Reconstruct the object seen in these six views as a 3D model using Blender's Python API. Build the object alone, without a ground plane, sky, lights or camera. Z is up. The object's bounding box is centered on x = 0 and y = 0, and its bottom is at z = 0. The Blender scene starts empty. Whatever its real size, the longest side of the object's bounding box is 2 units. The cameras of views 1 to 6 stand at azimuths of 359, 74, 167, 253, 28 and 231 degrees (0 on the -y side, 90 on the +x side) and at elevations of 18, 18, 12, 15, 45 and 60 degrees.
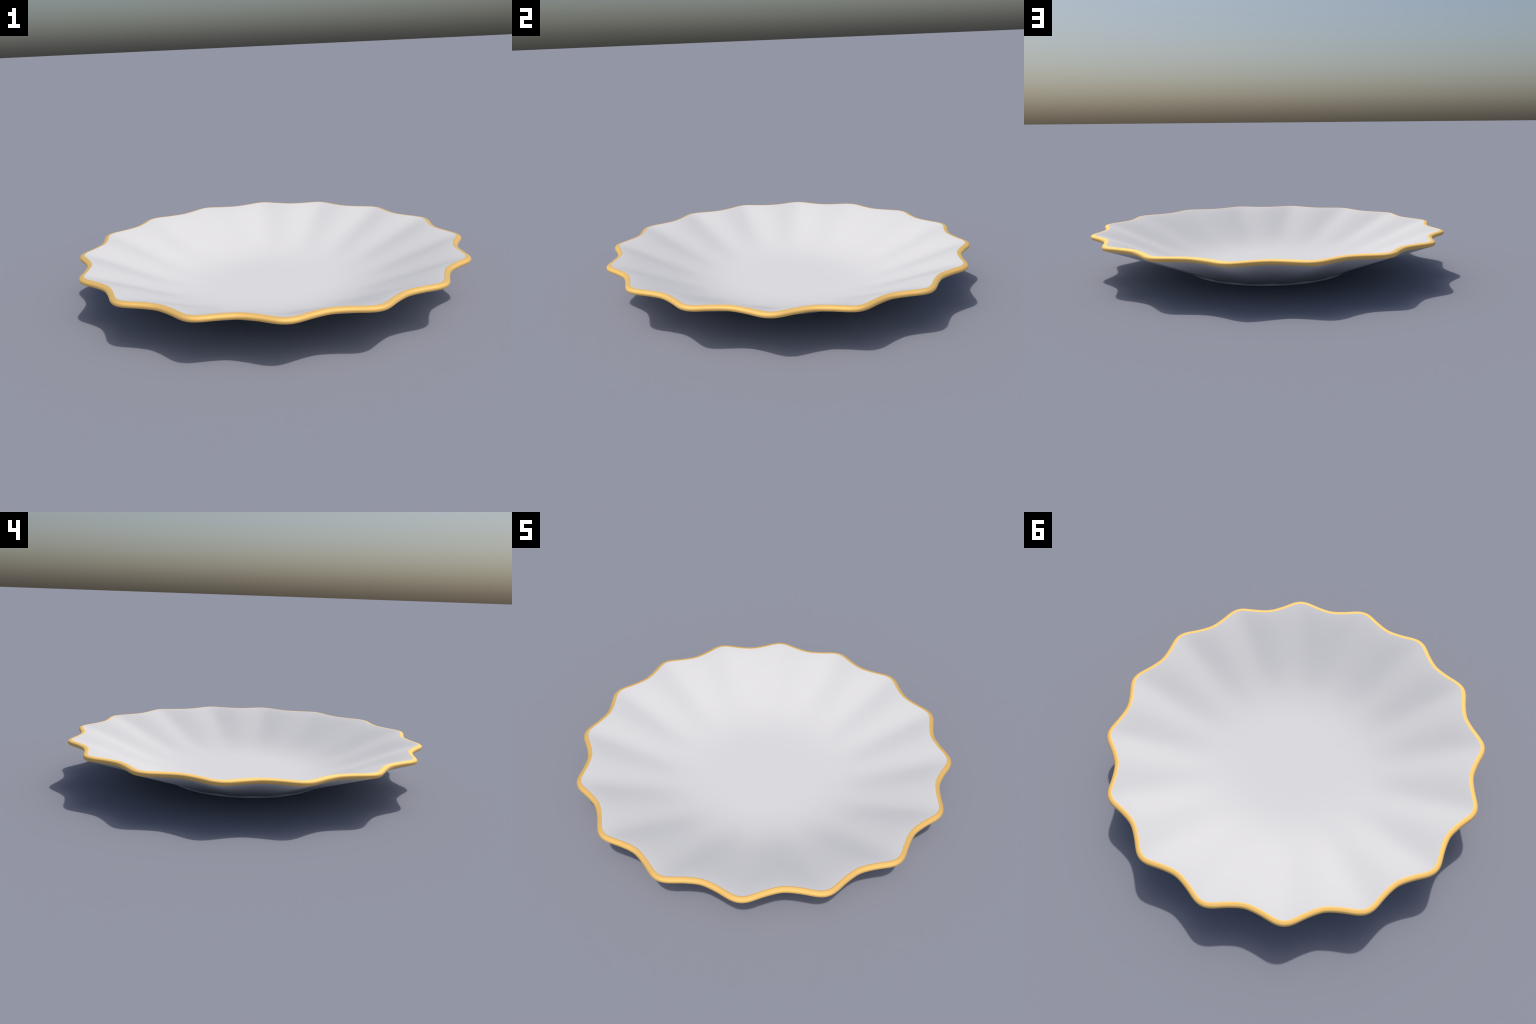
"""A shallow round porcelain dish: sixteen soft flutes fan out from a smooth
flat middle to a scalloped edge, which is finished with a rounded gilt lip.
It stands on a low, plain foot ring."""
import bpy
import math

LOBES = 16          # scallops round the edge, one of them on the +x axis
SEGMENTS = 16 * 40  # steps round the dish

# ---------------------------------------------------------------- profiles
# Each station: (radius of the plain profile, height, how strongly the
# scallop shows there, 0..1).  The profile runs from the middle of the
# floor, up the inside, over the lip, down the outside and under the foot.
LIP_RADIUS, LIP_HEIGHT = 0.9441, 0.2410

FLOOR_HEIGHT = 0.0400
# inside slope (rise per unit of run) against radius: flat floor, long soft
# bend, steady wall, easing off again under the lip
INSIDE_SLOPE = [(0.00, 0.00), (0.25, 0.00), (0.35, 0.06), (0.45, 0.19), (0.55, 0.34),
                (0.65, 0.42), (0.75, 0.43), (0.83, 0.41), (0.90, 0.35), (LIP_RADIUS, 0.26)]
# the lip's section, as offsets from the inner edge (outward along the plan
# normal, up): a gently crowned top, then a round nose down to the outside
CROWN = ((0.0, 0.0), (0.0050, 0.0017), (0.0110, -0.0004), (0.0163, -0.0018))
NOSE_CENTRE, NOSE_RADIUS, NOSE_FROM, NOSE_TO = (0.0133, -0.0131), 0.0117, 75, -48
LIP_DROP = (0.0204, -0.0228)
OUTSIDE = [(LIP_RADIUS + 0.0204, LIP_HEIGHT - 0.0228), (0.92, 0.2005), (0.85, 0.1720), (0.73, 0.1230),
           (0.60, 0.0700), (0.53, 0.0405), (0.485, 0.0210), (0.4640, 0.0124)]
FOOT_OUTER, FOOT_INNER = 0.4578, 0.415
BASE_HEIGHT = 0.0080


def scallop(angle, w=1.0):
    """Radial swing of a flute of strength w.  At the edge the crests are a
    little sharper than the hollows; further in it softens to a plain wave."""
    k = LOBES * angle
    return 0.0266 * w * math.cos(k) + 0.0032 * w ** 2.0 * math.cos(2 * k) + 0.0011 * w ** 3 * math.cos(3 * k)


def strength(radius):
    """The flutes fade in between the floor and the edge."""
    s = min(max((radius - 0.36) / (LIP_RADIUS - 0.36), 0.0), 1.0)
    return s ** 1.33


def smooth_profile(points, steps):
    """Monotone cubic (Hermite) curve z(r) through the stations, sampled evenly in r."""
    pts = sorted(points)
    xs = [p[0] for p in pts]
    ys = [p[1] for p in pts]
    n = len(xs)
    d = [(ys[i + 1] - ys[i]) / (xs[i + 1] - xs[i]) for i in range(n - 1)]
    m = [d[0]] + [0.0] * (n - 2) + [d[-1]]
    for i in range(1, n - 1):
        h0, h1 = xs[i] - xs[i - 1], xs[i + 1] - xs[i]
        if d[i - 1] * d[i] > 0:
            w1, w2 = 2 * h1 + h0, h1 + 2 * h0
            m[i] = (w1 + w2) / (w1 / d[i - 1] + w2 / d[i])
    out = []
    for k in range(steps + 1):
        x = xs[0] + (xs[-1] - xs[0]) * k / steps
        i = min(max(j for j in range(n - 1) if xs[j] <= x + 1e-12), n - 2)
        h = xs[i + 1] - xs[i]
        t = (x - xs[i]) / h
        y = ((1 + 2 * t) * (1 - t) ** 2 * ys[i] + t * (1 - t) ** 2 * h * m[i]
             + t * t * (3 - 2 * t) * ys[i + 1] + t * t * (t - 1) * h * m[i + 1])
        out.append((x, y))
    return out


def inside_profile(steps):
    """Integrate the slope curve, scaled so that the wall ends at the lip."""
    slope = smooth_profile(INSIDE_SLOPE, steps)
    out, z = [(0.0, 0.0)], 0.0
    for (r0, s0), (r1, s1) in zip(slope, slope[1:]):
        z += 0.5 * (s0 + s1) * (r1 - r0)
        out.append((r1, z))
    k = (LIP_HEIGHT - FLOOR_HEIGHT) / z
    return [(r, FLOOR_HEIGHT + k * h) for r, h in out]


def lip_section(crown_steps=9, nose_steps=16):
    out = []
    for k in range(crown_steps):
        t = k / crown_steps
        w = ((1 - t) ** 3, 3 * t * (1 - t) ** 2, 3 * t * t * (1 - t), t ** 3)
        out.append(tuple(sum(wi * p[j] for wi, p in zip(w, CROWN)) for j in (0, 1)))
    for k in range(nose_steps + 1):
        a = math.radians(NOSE_FROM + (NOSE_TO - NOSE_FROM) * k / nose_steps)
        out.append((NOSE_CENTRE[0] + NOSE_RADIUS * math.cos(a), NOSE_CENTRE[1] + NOSE_RADIUS * math.sin(a)))
    return out + [LIP_DROP]


# ---------------------------------------------------------------- rings
def plain_ring(radius, height, amount):
    ring = []
    for k in range(SEGMENTS):
        a = 2 * math.pi * k / SEGMENTS
        r = radius + scallop(a, amount)
        ring.append((r * math.cos(a), r * math.sin(a), height))
    return ring


def offset_ring(ring, outward, up):
    """Push a closed ring outward along its own normal in plan."""
    n = len(ring)
    out = []
    for k in range(n):
        ax, ay, _ = ring[k - 1]
        bx, by, _ = ring[(k + 1) % n]
        tx, ty = bx - ax, by - ay
        length = math.hypot(tx, ty)
        x, y, z = ring[k]
        out.append((x + outward * ty / length, y - outward * tx / length, z + up))
    return out


def dish_rings():
    """All rings from the floor to the bottom, each with the part it begins."""
    rings = []
    for r, z in inside_profile(90)[1:]:
        rings.append(("basin", plain_ring(r, z, strength(r))))
    edge = rings[-1][1]
    rings[-1] = ("gilded_lip", edge)
    lip = lip_section()
    for out, up in lip[1:-1]:
        rings.append(("gilded_lip", offset_ring(edge, out, up)))
    under_edge = offset_ring(edge, *lip[-1])
    rings.append(("underside", under_edge))
    start = OUTSIDE[0][0]
    for r, z in reversed(smooth_profile(OUTSIDE, 60)[:-1]):
        w = strength(r * LIP_RADIUS / start)
        base = plain_ring(r, z, w)
        # just under the lip the outside still follows the offset edge exactly
        mix = min(max((r - (start - 0.10)) / 0.10, 0.0), 1.0) ** 2
        radial = [math.hypot(x, y) - start for x, y, _ in under_edge]
        blended = []
        for k, (x, y, zz) in enumerate(base):
            a = math.atan2(y, x)
            ae = math.atan2(under_edge[k][1], under_edge[k][0])
            target = r + w * radial[k]
            rr = math.hypot(x, y) * (1 - mix) + target * mix
            da = (ae - a + math.pi) % (2 * math.pi) - math.pi
            a += mix * da
            blended.append((rr * math.cos(a), rr * math.sin(a), zz))
        rings.append(("underside", blended))
    rings[-1] = ("foot_ring", rings[-1][1])
    for r, z in [(0.4625, 0.0115), (FOOT_OUTER + 0.0028, 0.0060), (FOOT_OUTER + 0.0010, 0.0015), (FOOT_OUTER, 0.0003),
                 (FOOT_OUTER - 0.002, 0.0), (FOOT_INNER + 0.005, 0.0), (FOOT_INNER + 0.001, 0.0008)]:
        rings.append(("foot_ring", plain_ring(r, z, 0.0)))
    rings.append(("base", plain_ring(FOOT_INNER, 0.0030, 0.0)))
    for r, z in [(0.413, BASE_HEIGHT - 0.001), (0.408, BASE_HEIGHT), (0.30, BASE_HEIGHT), (0.15, BASE_HEIGHT)]:
        rings.append(("base", plain_ring(r, z, 0.0)))
    return rings


# ---------------------------------------------------------------- materials
def glaze_material(name, colour, roughness, coat, metallic=0.0, specular=0.0, grain=0.02):
    mat = bpy.data.materials.new(name)
    mat.use_nodes = True
    nt = mat.node_tree
    bsdf = nt.nodes["Principled BSDF"]
    coord = nt.nodes.new("ShaderNodeTexCoord")
    noise = nt.nodes.new("ShaderNodeTexNoise")
    noise.inputs["Scale"].default_value = 6.0
    noise.inputs["Detail"].default_value = 3.0
    ramp = nt.nodes.new("ShaderNodeValToRGB")
    ramp.color_ramp.elements[0].position = 0.3
    ramp.color_ramp.elements[1].position = 0.7
    ramp.color_ramp.elements[0].color = (*[c * (1 - grain) for c in colour], 1)
    ramp.color_ramp.elements[1].color = (*colour, 1)
    nt.links.new(coord.outputs["Object"], noise.inputs["Vector"])
    nt.links.new(noise.outputs["Fac"], ramp.inputs["Fac"])
    nt.links.new(ramp.outputs["Color"], bsdf.inputs["Base Color"])
    bsdf.inputs["Roughness"].default_value = roughness
    bsdf.inputs["Specular IOR Level"].default_value = specular
    bsdf.inputs["Metallic"].default_value = metallic
    bsdf.inputs["Coat Weight"].default_value = coat
    bsdf.inputs["Coat Roughness"].default_value = 0.25
    return mat


PORCELAIN = glaze_material("white_porcelain", (0.670, 0.670, 0.670), 0.9, 0.0, grain=0.006)
GILT = glaze_material("gilt", (0.98, 0.712, 0.272), 0.815, 0.0, metallic=0.93, specular=0.45, grain=0.0)


# ---------------------------------------------------------------- building
def build():
    rings = dish_rings()
    verts = [v for _, ring in rings for v in ring]
    n = SEGMENTS
    faces, part_of = [], []
    for i in range(len(rings) - 1):
        for k in range(n):
            k2 = (k + 1) % n
            faces.append((i * n + k, (i + 1) * n + k, (i + 1) * n + k2, i * n + k2))
            part_of.append(rings[i][0])
    top, bottom = len(verts), len(verts) + 1
    verts += [(0.0, 0.0, FLOOR_HEIGHT), (0.0, 0.0, BASE_HEIGHT)]
    last = (len(rings) - 1) * n
    for k in range(n):
        k2 = (k + 1) % n
        faces.append((top, k, k2))
        part_of.append("basin")
        faces.append((bottom, last + k2, last + k))
        part_of.append("base")

    whole = bpy.data.meshes.new("whole")
    whole.from_pydata(verts, [], faces)
    whole.update()
    normals = [tuple(v.normal) for v in whole.vertices]
    dish = bpy.data.objects.new("scalloped_dish", None)
    dish["label"] = "shallow white porcelain dish with sixteen flutes and golden scalloped edge"
    dish["category"] = "dish"
    bpy.context.scene.collection.objects.link(dish)

    for part in ("basin", "gilded_lip", "underside", "foot_ring", "base"):
        chosen = [f for f, p in zip(faces, part_of) if p == part]
        used = sorted({i for f in chosen for i in f})
        index = {v: i for i, v in enumerate(used)}
        mesh = bpy.data.meshes.new(part)
        mesh.from_pydata([verts[i] for i in used], [], [tuple(index[i] for i in f) for f in chosen])
        mesh.polygons.foreach_set("use_smooth", [True] * len(mesh.polygons))
        mesh.update()
        mesh.normals_split_custom_set_from_vertices([normals[i] for i in used])
        mesh.materials.append(GILT if part == "gilded_lip" else PORCELAIN)
        obj = bpy.data.objects.new(part, mesh)
        obj.parent = dish
        bpy.context.scene.collection.objects.link(obj)
    bpy.data.meshes.remove(whole)


build()
